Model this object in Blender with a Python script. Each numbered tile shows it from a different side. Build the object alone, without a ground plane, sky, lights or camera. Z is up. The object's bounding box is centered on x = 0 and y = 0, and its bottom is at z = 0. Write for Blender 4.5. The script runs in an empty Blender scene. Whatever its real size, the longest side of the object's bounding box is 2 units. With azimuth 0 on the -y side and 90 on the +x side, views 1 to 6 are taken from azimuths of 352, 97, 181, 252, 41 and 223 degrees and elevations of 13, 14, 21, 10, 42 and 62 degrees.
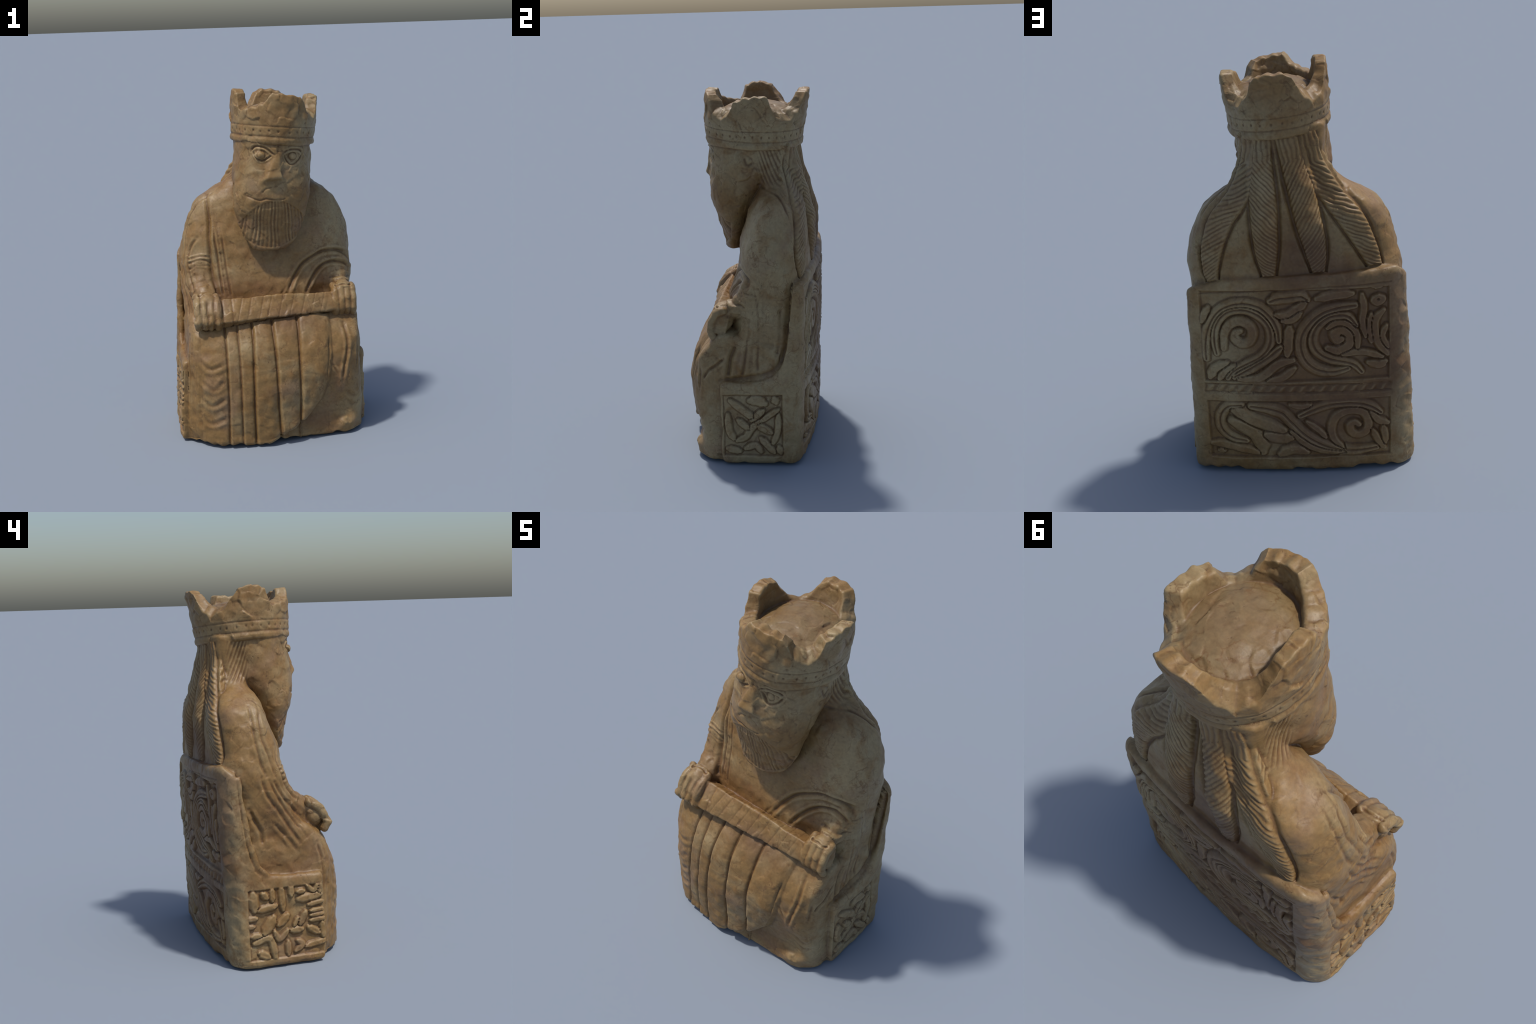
import bpy, math
import numpy as np

H = 0.0042                     # carving resolution in metres
RNG = np.random.RandomState(7)

# --------------------------------------------------------------------------
#  the block that is carved: a signed distance field on a regular lattice
# --------------------------------------------------------------------------
LO = np.array([-0.60, -0.44, -0.03])
HI = np.array([0.60, 0.44, 2.05])
AX = [np.arange(LO[i], HI[i] + H, H, dtype=np.float32) for i in range(3)]
SHAPE = tuple(len(a) for a in AX)
FIELD = np.full(SHAPE, 0.2, np.float32)
OWNER = np.zeros(SHAPE, np.uint8)
PARTS = []


def part_id(name):
    if name not in PARTS:
        PARTS.append(name)
    return PARTS.index(name) + 1


def window(box):
    sl, pts = [], []
    for i in range(3):
        a = max(0, int((box[0][i] - LO[i]) / H))
        b = min(SHAPE[i], int((box[1][i] - LO[i]) / H) + 2)
        sl.append(slice(a, b))
        sh = [1, 1, 1]
        sh[i] = b - a
        pts.append(AX[i][a:b].reshape(sh))
    return tuple(sl), pts


def smin(a, b, k):
    if k <= 0:
        return np.minimum(a, b)
    h = np.clip(0.5 + 0.5 * (b - a) / k, 0, 1)
    return b + (a - b) * h - k * h * (1 - h)


def smax(a, b, k):
    return -smin(-a, -b, k)


def add(name, fn, box, k=0.01):
    sl, (x, y, z) = window(box)
    d = fn(x, y, z).astype(np.float32)
    f = FIELD[sl]
    o = OWNER[sl]
    o[d < f] = part_id(name)
    FIELD[sl] = smin(f, np.broadcast_to(d, f.shape), k)


def cut(fn, box, k=0.01, name=None):
    sl, (x, y, z) = window(box)
    d = -fn(x, y, z).astype(np.float32)
    f = FIELD[sl]
    if name:
        OWNER[sl][d > f] = part_id(name)
    FIELD[sl] = smax(f, np.broadcast_to(d, f.shape), k)


# --- primitives -------------------------------------------------------------
def curve(table):
    """smooth interpolation of rows (z, a, b, ...) -> function of z"""
    t = np.array(table, float)
    order = np.argsort(t[:, 0])
    t = t[order]
    zf = np.linspace(t[0, 0], t[-1, 0], 400)
    cols = []
    for c in range(1, t.shape[1]):
        v = np.interp(zf, t[:, 0], t[:, c])
        ker = np.hanning(25)
        ker /= ker.sum()
        v = np.convolve(np.pad(v, 12, mode='edge'), ker, mode='valid')
        cols.append(v)
    return lambda z: [np.interp(z, zf, c).astype(np.float32) for c in cols]


def loft(table, power=2.4, top=None, bottom=None, k=0.02):
    """stack of superellipses: rows (z, xmin, xmax, ymin, ymax)"""
    cv = curve(table)

    def fn(x, y, z):
        x0, x1, y0, y1 = cv(z)
        a, b = (x1 - x0) / 2, (y1 - y0) / 2
        u = np.abs(x - (x0 + x1) / 2) / a
        v = np.abs(y - (y0 + y1) / 2) / b
        p = power(y, z) if callable(power) else power
        r = (u ** p + v ** p) ** (1 / p)
        d = (r - 1) * np.minimum(a, b)
        if top is not None:
            d = smax(d, z - top, k)
        if bottom is not None:
            d = smax(d, bottom - z, k)
        return d
    return fn


def ellipsoid(c, r, yaw=0, pitch=0, roll=0):
    from mathutils import Euler
    m = np.array(Euler((math.radians(pitch), math.radians(roll), math.radians(yaw))).to_matrix()).T

    def fn(x, y, z):
        p = [x - c[0], y - c[1], z - c[2]]
        q = [sum(m[i][j] * p[j] for j in range(3)) / r[i] for i in range(3)]
        n = np.sqrt(q[0] ** 2 + q[1] ** 2 + q[2] ** 2)
        return (n - 1) * min(r)
    return fn


def box_around(pts, pad):
    p = np.array(pts, float)[:, :3]
    return p.min(0) - pad, p.max(0) + pad


def tube(rows, k=0.0, flat=(1, 1, 1)):
    """chain of round cones through rows (x, y, z, radius)"""
    rows = np.array(rows, float)
    f = np.array(flat, float)

    def fn(x, y, z):
        out = None
        for a, b in zip(rows[:-1], rows[1:]):
            pa, pb = a[:3] / f, b[:3] / f
            ab = pb - pa
            px, py, pz = x / f[0] - pa[0], y / f[1] - pa[1], z / f[2] - pa[2]
            t = np.clip((px * ab[0] + py * ab[1] + pz * ab[2]) / max(1e-9, ab @ ab), 0, 1)
            d = np.sqrt((px - t * ab[0]) ** 2 + (py - t * ab[1]) ** 2 + (pz - t * ab[2]) ** 2) - (a[3] + (b[3] - a[3]) * t)
            out = d if out is None else (smin(out, d, k) if k else np.minimum(out, d))
        return out * min(flat)
    return fn


def add_tube(name, rows, k=0.01, pad=0.05, inner=0.0, flat=(1, 1, 1)):
    r = max(row[3] for row in rows) * max(flat) + pad
    add(name, tube(rows, inner, flat), box_around(rows, r), k)


# --------------------------------------------------------------------------
#  throne: tapering block with a bowed back, rounded corners
# --------------------------------------------------------------------------
def half(nx, ny, c):
    n = math.hypot(nx, ny)
    return lambda x, y: (nx * x + ny * y - c) / n


def throne_plan(x, y, z):
    left = -x - (0.556 - 0.05 * z)
    right = x - (0.555 - 0.018 * z) + 0.03 * (y + 0.12)
    back = y - (0.345 + 0.027 * z - 0.15 * (x + 0.05) ** 2)
    d = smax(left, right, 0.02)
    d = smax(d, back, 0.02)
    bl = (-0.70 * x + 0.714 * y) - (0.572 - 0.008 * z)
    br = (0.62 * x + 0.785 * y) - (0.550 + 0.01 * z)
    d = smax(d, bl, 0.02)
    d = smax(d, br, 0.02)
    return d


def throne_block(x, y, z):
    d = throne_plan(x, y, z)
    d = smax(d, -0.19 - y + 0.06 * (x + 0.5), 0.02)
    # outline in side view: seat in front, arm sweeping up to the back rest
    seat = 0.475 - 0.02 * x
    arm = np.interp(y, [-0.3, 0.0, 0.09, 0.15, 0.185, 0.21, 0.23, 0.245, 0.256, 0.266, 0.335],
                    [0.0, 0.0, 0.01, 0.035, 0.07, 0.12, 0.20, 0.32, 0.44, 0.55, 0.60]).astype(np.float32)
    topline = 1.052 - 0.05 * x - 0.25 * np.clip(np.abs(x + 0.05) - 0.40, 0, 1)
    d = smax(d, (z - np.minimum(seat + arm, topline)) * 0.55, 0.025)
    return smax(d, -z + 0.004, 0.035)


add('throne', throne_block, ((-.6, -.3, -.03), (.6, .44, 1.12)), 0)

# seat shelf hollow on the far side (x-) between arm rest and robe is left by the body


# --------------------------------------------------------------------------
#  robe over knees and shins
# --------------------------------------------------------------------------
robe_front = curve([(-0.03, -.356), (0.0, -.360), (0.06, -.362), (0.15, -.363), (0.3, -.365), (0.4, -.356), (0.47, -.343),
                    (0.54, -.326), (0.6, -.297), (0.65, -.265), (0.69, -.23), (0.75, -.17)])


def robe(x, y, z):
    f, = robe_front(z)
    xx = x
    # the overgarment ends in a curved hem; the undergarment lies deeper to its side
    hem = np.interp(z, [0, .04, .10, .16, .24, .35, .48, .60, .70], [-.12, -.02, .08, .17, .245, .285, .30, .305, .31]).astype(np.float32)
    f = f + (.020 + .018 * np.clip((.40 - z) / .2, 0, 1)) * np.clip((xx - hem) / .02, 0, 1)
    lean = np.where(xx > -0.05, (0.075 + .085 * np.clip((.42 - z) / .25, 0, 1) * np.clip((z - .01) / .13, .1, 1)) * (xx + .05), .25 * (xx + .05) ** 2)
    d = (f + lean - y) * 0.92
    d = smax(d, (-0.66 * x - 0.75 * y) - (0.488 + 0.03 * np.clip(z, 0, .3) - 0.03 * np.clip(z - .45, 0, 1)), 0.05)
    d = smax(d, (0.66 * x - 0.75 * y) - (0.503 - 0.06 * np.clip(z - .45, 0, 1)), 0.025)
    d = smax(d, -x - (0.528 - 0.07 * z), 0.045)
    d = smax(d, x - (0.523 - 0.03 * z), 0.04)
    d = smax(d, y - 0.2, 0.02)
    d = smax(d, z - 0.735 + 0.25 * np.clip(y + .13, 0, 1), 0.03)
    return smax(d, -z + 0.006, 0.03)


add('robe', robe, ((-.6, -.44, -.03), (.6, .3, .76)), 0.012)

# --------------------------------------------------------------------------
#  torso with shoulders
# --------------------------------------------------------------------------
torso = loft([
    (0.40, -.45, .494, -.10, .32), (0.60, -.46, .496, -.09, .325), (0.80, -.475, .502, -.128, .33), (0.88, -.478, .507, -.115, .335), (0.97, -.480, .512, -.083, .338),
    (1.08, -.478, .517, -.062, .338), (1.18, -.462, .505, -.042, .338), (1.27, -.433, .475, -.015, .333),
    (1.35, -.392, .433, .005, .325), (1.41, -.316, .360, .033, .310), (1.46, -.208, .280, .06, .29),
    (1.52, -.165, .25, .05, .275), (1.6, -.145, .245, .05, .262), (1.72, -.15, .25, .05, .265)],
    power=lambda y, z: 2.7 + .5 * np.clip((y - .05) / .2, 0, 1), top=1.74, bottom=0.40)
# the breast falls back on the side of the gathered sleeve
add('torso', lambda x, y, z: torso(x, y - .026 * np.clip((x - .10) / .25, 0, 1) * np.exp(-((z - .96) / .14) ** 2) * (y < .1), z), ((-.6, -.25, .36), (.6, .42, 1.78)), 0.012)

# --------------------------------------------------------------------------
#  head with wedge shaped beard
# --------------------------------------------------------------------------
add('head', loft([
    (1.08, -.05, .075, -.145, -.06), (1.10, -.085, .105, -.150, -.05), (1.13, -.115, .142, -.155, -.04), (1.17, -.143, .172, -.162, -.025),
    (1.22, -.163, .197, -.170, -.005), (1.28, -.178, .218, -.188, .02), (1.34, -.187, .235, -.209, .045),
    (1.40, -.187, .246, -.222, .08), (1.46, -.185, .254, -.223, .14), (1.52, -.182, .262, -.220, .20), (1.60, -.172, .268, -.214, .24),
    (1.68, -.162, .270, -.212, .26), (1.75, -.16, .27, -.21, .265)],
    power=lambda y, z: 1.95 + .3 * np.clip((z - 1.3) / .15, 0, 1), top=1.76, bottom=1.092, k=0.015), ((-.3, -.3, 1.05), (.36, .35, 1.8)), 0.008)

# --------------------------------------------------------------------------
#  crown: flaring drum, hollowed, with four broad worn teeth
# --------------------------------------------------------------------------
CX, CY = 0.075, 0.05
crown_loft = loft([
    (1.62, -.162, .283, -.213, .288), (1.68, -.166, .292, -.222, .294), (1.72, -.172, .299, -.230, .299), (1.78, -.174, .306, -.236, .310),
    (1.85, -.172, .318, -.235, .323), (1.92, -.167, .321, -.231, .335), (2.0, -.160, .314, -.222, .343)], power=lambda y, z: 1.95 + .25 * np.clip((y - .0) / .1, 0, 1))


def crown_rim(ang):
    """height of the broken top edge around the crown (degrees, 0 = +x, 90 = +y)"""
    a = np.degrees(ang)
    ks, hs = np.array([
        (-180, 2.0), (-172, 1.996), (-164, 1.990), (-158, 1.980), (-154, 1.93), (-150, 1.897), (-144, 1.890), (-135, 1.893), (-122, 1.902), (-112, 1.92), (-105, 1.955), (-100, 1.984),
        (-88, 1.978), (-75, 1.965), (-65, 1.955), (-60, 1.92), (-55, 1.865), (-48, 1.835), (-40, 1.828), (-32, 1.845), (-27, 1.88), (-22, 1.925), (-8, 1.938), (8, 1.945),
        (20, 1.937), (26, 1.88), (32, 1.835), (42, 1.815), (52, 1.82), (62, 1.86), (68, 1.92), (74, 1.957), (86, 1.967), (98, 1.973), (106, 1.965), (112, 1.92),
        (120, 1.86), (130, 1.837), (140, 1.85), (147, 1.88), (153, 1.922), (160, 1.965), (166, 1.985), (172, 1.997), (180, 2.0)], float).T
    chips = .007 * np.sin(a * .19 + 1) * np.sin(a * .27 + .013 * a)
    return np.minimum(np.interp(a, ks, hs) + chips, 2.0)


def crown_foot(x, y):
    return 1.692 - 0.09 * (x - .05) - 0.045 * y


def crown(x, y, z):
    d = crown_loft(x, y, z)
    rim = crown_rim(np.arctan2(y - CY, x - CX)).astype(np.float32)
    # the breaks between the teeth slope outwards
    rim = rim + np.clip((1.94 - rim) * 9, 0, 1) * 0.9 * np.clip(-d, 0, .045)
    d = smax(d, (z - rim) * 0.75, 0.006)
    return smax(d, crown_foot(x, y) - z, 0.008)


add('crown', crown, ((-.26, -.32, 1.62), (.42, .42, 2.05)), 0.006)


def crown_hollow(x, y, z):
    inner = crown_loft(x, y, z) + 0.054 + 0.25 * np.clip(1.95 - z, 0, .2)
    r2 = ((x - CX) / .25) ** 2 + ((y - CY) / .29) ** 2
    floor = 1.90 - 0.075 * r2
    return smax(inner, (floor - z) * 0.95, 0.01)


cut(crown_hollow, ((-.26, -.32, 1.74), (.42, .42, 2.08)), 0.01)

add('crown', ellipsoid((CX - .005, CY, 1.80), (.205, .24, .115)), ((-.26, -.32, 1.68), (.42, .42, 1.98)), 0.012)

# --------------------------------------------------------------------------
#  face
# --------------------------------------------------------------------------
def nose(x, y, z):
    """a blunt wedge: narrow bridge, broad flat tip, cut square below"""
    t = np.clip((1.655 - z) / .145, 0, 1)
    cx = .042 - .020 * t
    half_w = .012 + .034 * t ** 1.3
    front = -.214 - .034 * t
    d = smax((np.abs(x - cx) - half_w) * .8 - (y - front) * .45, front - y, .008)
    d = smax(d, y + .17, .005)
    d = smax(d, (1.506 - z) * .8 - .45 * (y + .225), .012)
    return smax(d, z - 1.68, .01)


add('head', nose, ((-.12, -.30, 1.45), (.18, -.12, 1.72)), 0.022)
for ex, ez, ey in ((-.042, 1.645, -.196), (.138, 1.628, -.187)):
    cut(ellipsoid((ex, ey - .022, ez - .005), (.062, .022, .040)), ((ex - .1, -.3, ez - .08), (ex + .1, -.1, ez + .08)), 0.012)
    add('head', ellipsoid((ex, ey + .013, ez), (.036, .026, .027)), ((ex - .1, -.3, ez - .08), (ex + .1, -.1, ez + .08)), 0.004)
cut(ellipsoid((-.205, .085, 1.57), (.04, .055, .06)), ((-.3, -.02, 1.45), (-.1, .2, 1.7)), 0.03)

# --------------------------------------------------------------------------
#  four long plaits of hair down the back
# --------------------------------------------------------------------------
LOCKS = [
    [(.190, .205, 1.70, .040), (.208, .205, 1.56, .046), (.255, .235, 1.43, .056), (.338, .262, 1.32, .062), (.385, .262, 1.20, .058), (.402, .268, 1.10, .048), (.395, .275, 1.02, .03)],
    [(.145, .238, 1.70, .050), (.145, .255, 1.55, .062), (.145, .288, 1.42, .072), (.142, .315, 1.28, .070), (.138, .320, 1.16, .060), (.132, .318, 1.06, .038)],
    [(.030, .243, 1.70, .060), (.0, .260, 1.55, .068), (-.035, .291, 1.42, .073), (-.065, .318, 1.28, .070), (-.088, .322, 1.16, .058), (-.098, .318, 1.06, .035)],
    [(-.062, .225, 1.70, .046), (-.095, .235, 1.56, .050), (-.162, .262, 1.43, .060), (-.25, .288, 1.31, .066), (-.31, .288, 1.20, .058), (-.355, .285, 1.09, .040), (-.37, .28, 1.05, .02)],
]
for rows in LOCKS:
    add_tube('hair', [(a, b - .006, c, r) for a, b, c, r in rows], 0.008, flat=(1, .6, 1), inner=0.01)

# --------------------------------------------------------------------------
#  arms, hands, sheathed sword across the knees
# --------------------------------------------------------------------------
add_tube('arm', [(-.355, .145, 1.22, .076), (-.374, .10, 1.10, .080), (-.388, .06, 1.0, .080), (-.384, .005, .90, .073), (-.372, -.075, .828, .062), (-.366, -.13, .80, .054)], 0.03, inner=.04)
# cloak falling from the forearm over the thigh to the seat
add_tube('cloak', [(-.37, .20, 1.02, .105), (-.37, .10, .86, .105), (-.375, .0, .74, .095), (-.375, -.13, .64, .085)], 0.05, inner=.04, pad=.08)
add_tube('cloak', [(-.36, .20, .80, .10), (-.35, .13, .62, .10), (-.355, .0, .56, .095), (-.365, -.10, .54, .09)], 0.05, inner=.04, pad=.08)
add_tube('arm', [(.41, .140, 1.08, .078), (.418, .105, .98, .074), (.424, .045, .91, .064), (.424, -.035, .858, .052), (.422, -.085, .838, .046)], 0.02, inner=.02)
add_tube('arm', [(.44, .06, .95, .068), (.442, .05, .78, .06), (.44, .0, .62, .06), (.435, -.045, .50, .055)], 0.02, inner=.02)
# hollow between sleeve and belly
cut(tube([(.335, -.135, .88, .05), (.30, -.145, .82, .065), (.29, -.145, .76, .06)], .02), ((.15, -.25, .66), (.45, .05, 1.0)), 0.02)


def sheath(x, y, z):
    t = np.clip((x + .26) / .60, -.4, 1.4)
    yc, zc = -.214 + .040 * t, .776 + .004 * t
    ang = np.arctan2(.119, .098) + (np.arctan2(.092, .037) - np.arctan2(.119, .098)) * t
    hy, hz = np.cos(ang), np.sin(ang)          # up along the face
    ny, nz = -np.sin(ang), np.cos(ang)         # out of the face
    h = np.abs((y - yc) * hy + (z - zc) * hz) - (.076 - .020 * t)
    n = np.abs((y - yc) * ny + (z - zc) * nz + .034) - .046
    d = smax(h, n, 0.012)
    return smax(smax(d, x - .484, .01), -.40 - x, .01)


add('sword', sheath, ((-.46, -.36, .62), (.55, -.05, .93)), 0.006)
# groove between sheath and lap
def hand(cx, rows, wrist, step):
    """a fist closed over the sheath: back of the hand and four fingers"""
    add_tube('hand', wrist, 0.014)
    for i in range(4):
        x0 = cx + (i - 1.5) * step
        drop = (0.004, 0, 0.002, 0.008)[i]
        add_tube('hand', [(x0, y, z - drop, r) for y, z, r in rows], 0.004)


hand(-.377, [(-.160, .850, .024), (-.205, .824, .025), (-.243, .774, .025), (-.258, .735, .024), (-.240, .703, .022)],
     [(-.375, -.165, .810, .062), (-.380, -.185, .765, .066)], .0365)
hand(.422, [(-.105, .858, .022), (-.146, .838, .0235), (-.170, .790, .0235), (-.182, .745, .022), (-.165, .712, .02)],
     [(.424, -.105, .835, .054), (.426, -.120, .785, .060)], .0345)
# lap filling under the right hand
add_tube('robe', [(.40, -.10, .68, .05), (.43, -.05, .66, .05)], 0.03)

# deep pocket beside the hem, and the shoe that shows below it
cut(ellipsoid((.285, -.352, .18), (.050, .030, .065)), ((.15, -.42, .03), (.42, -.2, .32)), 0.025)
add('robe', ellipsoid((.385, -.235, .055), (.085, .060, .055)), ((.2, -.36, -.03), (.52, -.1, .16)), 0.015)

# dark cleft between sheath and lap
cut(tube([(-.29, -.272, .688, .014), (-.05, -.262, .694, .017), (.2, -.238, .700, .016), (.36, -.212, .700, .010)]), ((-.34, -.32, .64), (.42, -.15, .76)), 0.012)

# worn strip along the arm rest (x-)
add_tube('throne', [(-.492, .255, 1.01, .016), (-.497, .235, .85, .017), (-.503, .215, .68, .018), (-.508, .17, .54, .02), (-.512, .12, .495, .018)], 0.004)
# --------------------------------------------------------------------------
#  surface of the carving (surface nets)
# --------------------------------------------------------------------------
def surface(f):
    inside = f < 0
    nx, ny, nz = f.shape
    cell = np.zeros((nx - 1, ny - 1, nz - 1), np.uint8)
    for i in (0, 1):
        for j in (0, 1):
            for k in (0, 1):
                cell += inside[i:nx - 1 + i, j:ny - 1 + j, k:nz - 1 + k]
    active = np.argwhere((cell > 0) & (cell < 8))
    index = np.full(cell.shape, -1, np.int32)
    index[tuple(active.T)] = np.arange(len(active))
    acc = np.zeros((len(active), 3))
    cnt = np.zeros(len(active))
    corner = [(i, j, k) for i in (0, 1) for j in (0, 1) for k in (0, 1)]
    val = {c: f[active[:, 0] + c[0], active[:, 1] + c[1], active[:, 2] + c[2]].astype(float) for c in corner}
    for c in corner:
        for ax in range(3):
            if c[ax] == 0:
                e = list(c)
                e[ax] = 1
                a, b = val[c], val[tuple(e)]
                m = (a < 0) != (b < 0)
                t = a[m] / (a[m] - b[m])
                p = np.tile(np.array(c, float), (m.sum(), 1))
                p[:, ax] += t
                acc[m] += p
                cnt[m] += 1
    verts = (active + acc / cnt[:, None]) * H + LO
    quads = []
    for ax in range(3):
        o1, o2 = (ax + 1) % 3, (ax + 2) % 3
        s0 = [slice(None)] * 3
        s1 = [slice(None)] * 3
        s0[ax] = slice(0, -1)
        s1[ax] = slice(1, None)
        a, b = inside[tuple(s0)], inside[tuple(s1)]
        for sgn, m in ((1, a & ~b), (-1, ~a & b)):
            e = np.argwhere(m)
            e = e[(e[:, o1] > 0) & (e[:, o2] > 0) & (e[:, o1] < f.shape[o1] - 1) & (e[:, o2] < f.shape[o2] - 1)]
            ids = []
            for d1, d2 in ((1, 1), (0, 1), (0, 0), (1, 0)):
                q = e.copy()
                q[:, o1] -= d1
                q[:, o2] -= d2
                ids.append(index[tuple(q.T)])
            q = np.stack(ids, 1)
            quads.append(q if sgn > 0 else q[:, ::-1])
    quads = np.concatenate(quads)
    owner = OWNER[active[:, 0], active[:, 1], active[:, 2]]
    return verts, quads, owner


def normals_of(v, q):
    n = np.cross(v[q[:, 2]] - v[q[:, 0]], v[q[:, 3]] - v[q[:, 1]])
    out = np.zeros_like(v)
    for i in range(4):
        for c in range(3):
            out[:, c] += np.bincount(q[:, i], weights=n[:, c], minlength=len(v))
    return out / np.maximum(1e-12, np.linalg.norm(out, axis=1))[:, None]


def relax(v, q, times, amount=0.5):
    e = np.concatenate([q[:, [0, 1]], q[:, [1, 2]], q[:, [2, 3]], q[:, [3, 0]]])
    deg = np.bincount(e[:, 0], minlength=len(v)) + np.bincount(e[:, 1], minlength=len(v))
    for _ in range(times):
        s = np.zeros_like(v)
        for c in range(3):
            s[:, c] = np.bincount(e[:, 0], weights=v[e[:, 1], c], minlength=len(v)) + np.bincount(e[:, 1], weights=v[e[:, 0], c], minlength=len(v))
        v = v + amount * (s / deg[:, None] - v)
    return v


V, Q, OWN = surface(FIELD)
V = relax(V, Q, 1)
N = normals_of(V, Q)

# --------------------------------------------------------------------------
#  relief: grooves, folds, plaits, ornament; each moves the surface along its
#  normal (D, metres, negative = cut in)
# --------------------------------------------------------------------------
D = np.zeros(len(V))


def owned(*names):
    return np.isin(OWN, [part_id(n) for n in names])


def spline(pts, n=5):
    p = np.array(pts, float)
    if len(p) < 3:
        return p
    q = np.vstack([2 * p[0] - p[1], p, 2 * p[-1] - p[-2]])
    out = []
    for i in range(1, len(q) - 2):
        a, b, c, d = q[i - 1], q[i], q[i + 1], q[i + 2]
        for t in np.linspace(0, 1, n, endpoint=False):
            out.append(.5 * (2 * b + (c - a) * t + (2 * a - 5 * b + 4 * c - d) * t ** 2 + (3 * b - a - 3 * c + d) * t ** 3))
    out.append(p[-1])
    return np.array(out)


def path_distance(P, line):
    """distance of points P to a polyline, and the fraction along it"""
    best = np.full(len(P), 9.0)
    frac = np.zeros(len(P))
    m = len(line) - 1
    for i in range(m):
        a, ab = line[i], line[i + 1] - line[i]
        t = np.clip(((P - a) @ ab) / max(1e-12, ab @ ab), 0, 1)
        d = np.linalg.norm(P - a - t[:, None] * ab, axis=1)
        w = d < best
        best[w] = d[w]
        frac[w] = (i + t[w]) / m
    return best, frac


def groove(pts, width=.006, depth=.006, lip=0.0, taper=True, frontal=False):
    """a cut along a line lying on the surface, with an optional raised lip beside it"""
    line = spline(pts) if len(pts) > 1 else np.array([pts[0], pts[0]], float)
    r = width * 4
    near = np.where(np.all((V > line.min(0) - r) & (V < line.max(0) + r), axis=1))[0]
    if not len(near):
        return
    if frontal:                                   # follow the surface whatever its depth
        near = np.where((V[:, 0] > line[:, 0].min() - r) & (V[:, 0] < line[:, 0].max() + r) & (V[:, 2] > line[:, 2].min() - r) & (V[:, 2] < line[:, 2].max() + r)
                        & (N[:, 1] < -.1) & owned('torso', 'arm'))[0]
        d, f = path_distance(V[near][:, [0, 2]], line[:, [0, 2]])
    else:
        d, f = path_distance(V[near], line)
    fade = np.clip(np.minimum(f, 1 - f) * 12, .35, 1) if taper else 1.0
    D[near] -= fade * depth * np.exp(-(d / width) ** 2)
    if lip:
        D[near] += fade * lip * np.exp(-((d - 2 * width) / width) ** 2)


# --- crown ------------------------------------------------------------------
crown_v = owned('crown')
radial = np.hypot(V[:, 0] - CX, V[:, 1] - CY)
outward = ((V[:, 0] - CX) * N[:, 0] + (V[:, 1] - CY) * N[:, 1]) / np.maximum(radial, 1e-6)
band = crown_v & (outward > .5)
above = V[:, 2] - crown_foot(V[:, 0], V[:, 1])
for hgt in (.042, .098):
    D[band] -= .0028 * np.exp(-((above[band] - hgt) / .0045) ** 2)
D[band] += .004 * np.clip((.035 - above[band]) / .01, 0, 1) * np.clip(above[band] / .01, 0, 1)
theta = np.arctan2(V[:, 1] - CY, V[:, 0] - CX)
for i in range(34):
    a0 = -math.pi + (i + .3 * RNG.rand()) * 2 * math.pi / 34
    du = np.angle(np.exp(1j * (theta - a0))) * .25
    dz = above - .070 - .006 * (RNG.rand() - .5)
    m = band & (np.abs(du) < .03)
    D[m] -= .005 * np.exp(-(np.hypot(du[m], dz[m] * .8) / .006) ** 2)

# --- face -------------------------------------------------------------------
for line in ([(-.094, -.16, 1.668), (-.076, -.174, 1.691), (-.047, -.191, 1.693), (-.014, -.203, 1.682), (.011, -.206, 1.662), (.031, -.212, 1.646)],
             [(.080, -.209, 1.652), (.105, -.206, 1.666), (.138, -.198, 1.670), (.172, -.183, 1.664), (.191, -.171, 1.648)]):
    groove(line, .0055, .006, .0035)
for line in ([(-.083, -.172, 1.662), (-.072, -.19, 1.634), (-.042, -.197, 1.617), (-.011, -.2, 1.625), (.015, -.206, 1.643)],
             [(.087, -.2, 1.639), (.101, -.195, 1.608), (.122, -.201, 1.590), (.15, -.193, 1.592), (.175, -.181, 1.612), (.189, -.172, 1.64)]):
    groove(line, .005, .005, .003)
for c in ((-.042, -.208, 1.650), (.133, -.203, 1.632)):
    d = np.linalg.norm(V - np.array(c), axis=1)
    D += .004 * np.exp(-(d / .012) ** 2) - .004 * np.exp(-((d - .024) / .004) ** 2)
groove([(-.134, -.173, 1.423), (-.106, -.193, 1.411), (-.06, -.21, 1.396), (-.025, -.218, 1.404), (.019, -.221, 1.397), (.055, -.22, 1.395), (.11, -.206, 1.408)], .005, .005)
groove([(-.046, -.215, 1.44), (-.023, -.219, 1.46), (.012, -.222, 1.469)], .006, .004)
groove([(.075, -.218, 1.44), (.06, -.219, 1.46), (.035, -.222, 1.469)], .006, .003)
groove([(-.03, -.214, 1.575), (-.032, -.214, 1.54), (-.026, -.216, 1.512)], .008, .004)
# beard: sunken apron of upright strands below an arched upper edge
head_v = owned('head')
bx, bz = V[:, 0], V[:, 2]
arch_top = 1.392 - 4.4 * np.abs(bx - .025) ** 2.15
inside_low = 1.106 + 2.3 * (bx - .012) ** 2
apron = np.clip((arch_top - bz) / .008, 0, 1) * np.clip((bz - inside_low) / .01, 0, 1) * (head_v & (N[:, 1] < -.15))
fan = bx - .012 + .10 * (bz - 1.25) * np.clip((.0 - bx) / .1, -1, 1) * -1
D += apron * (-.0045 + (.0016 + .0010 * np.sin(fan * 71 + 1)) * np.sin(fan * 2 * math.pi / .0205 + .9 * np.sin(bz * 31 + 20 * bx)))

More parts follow.
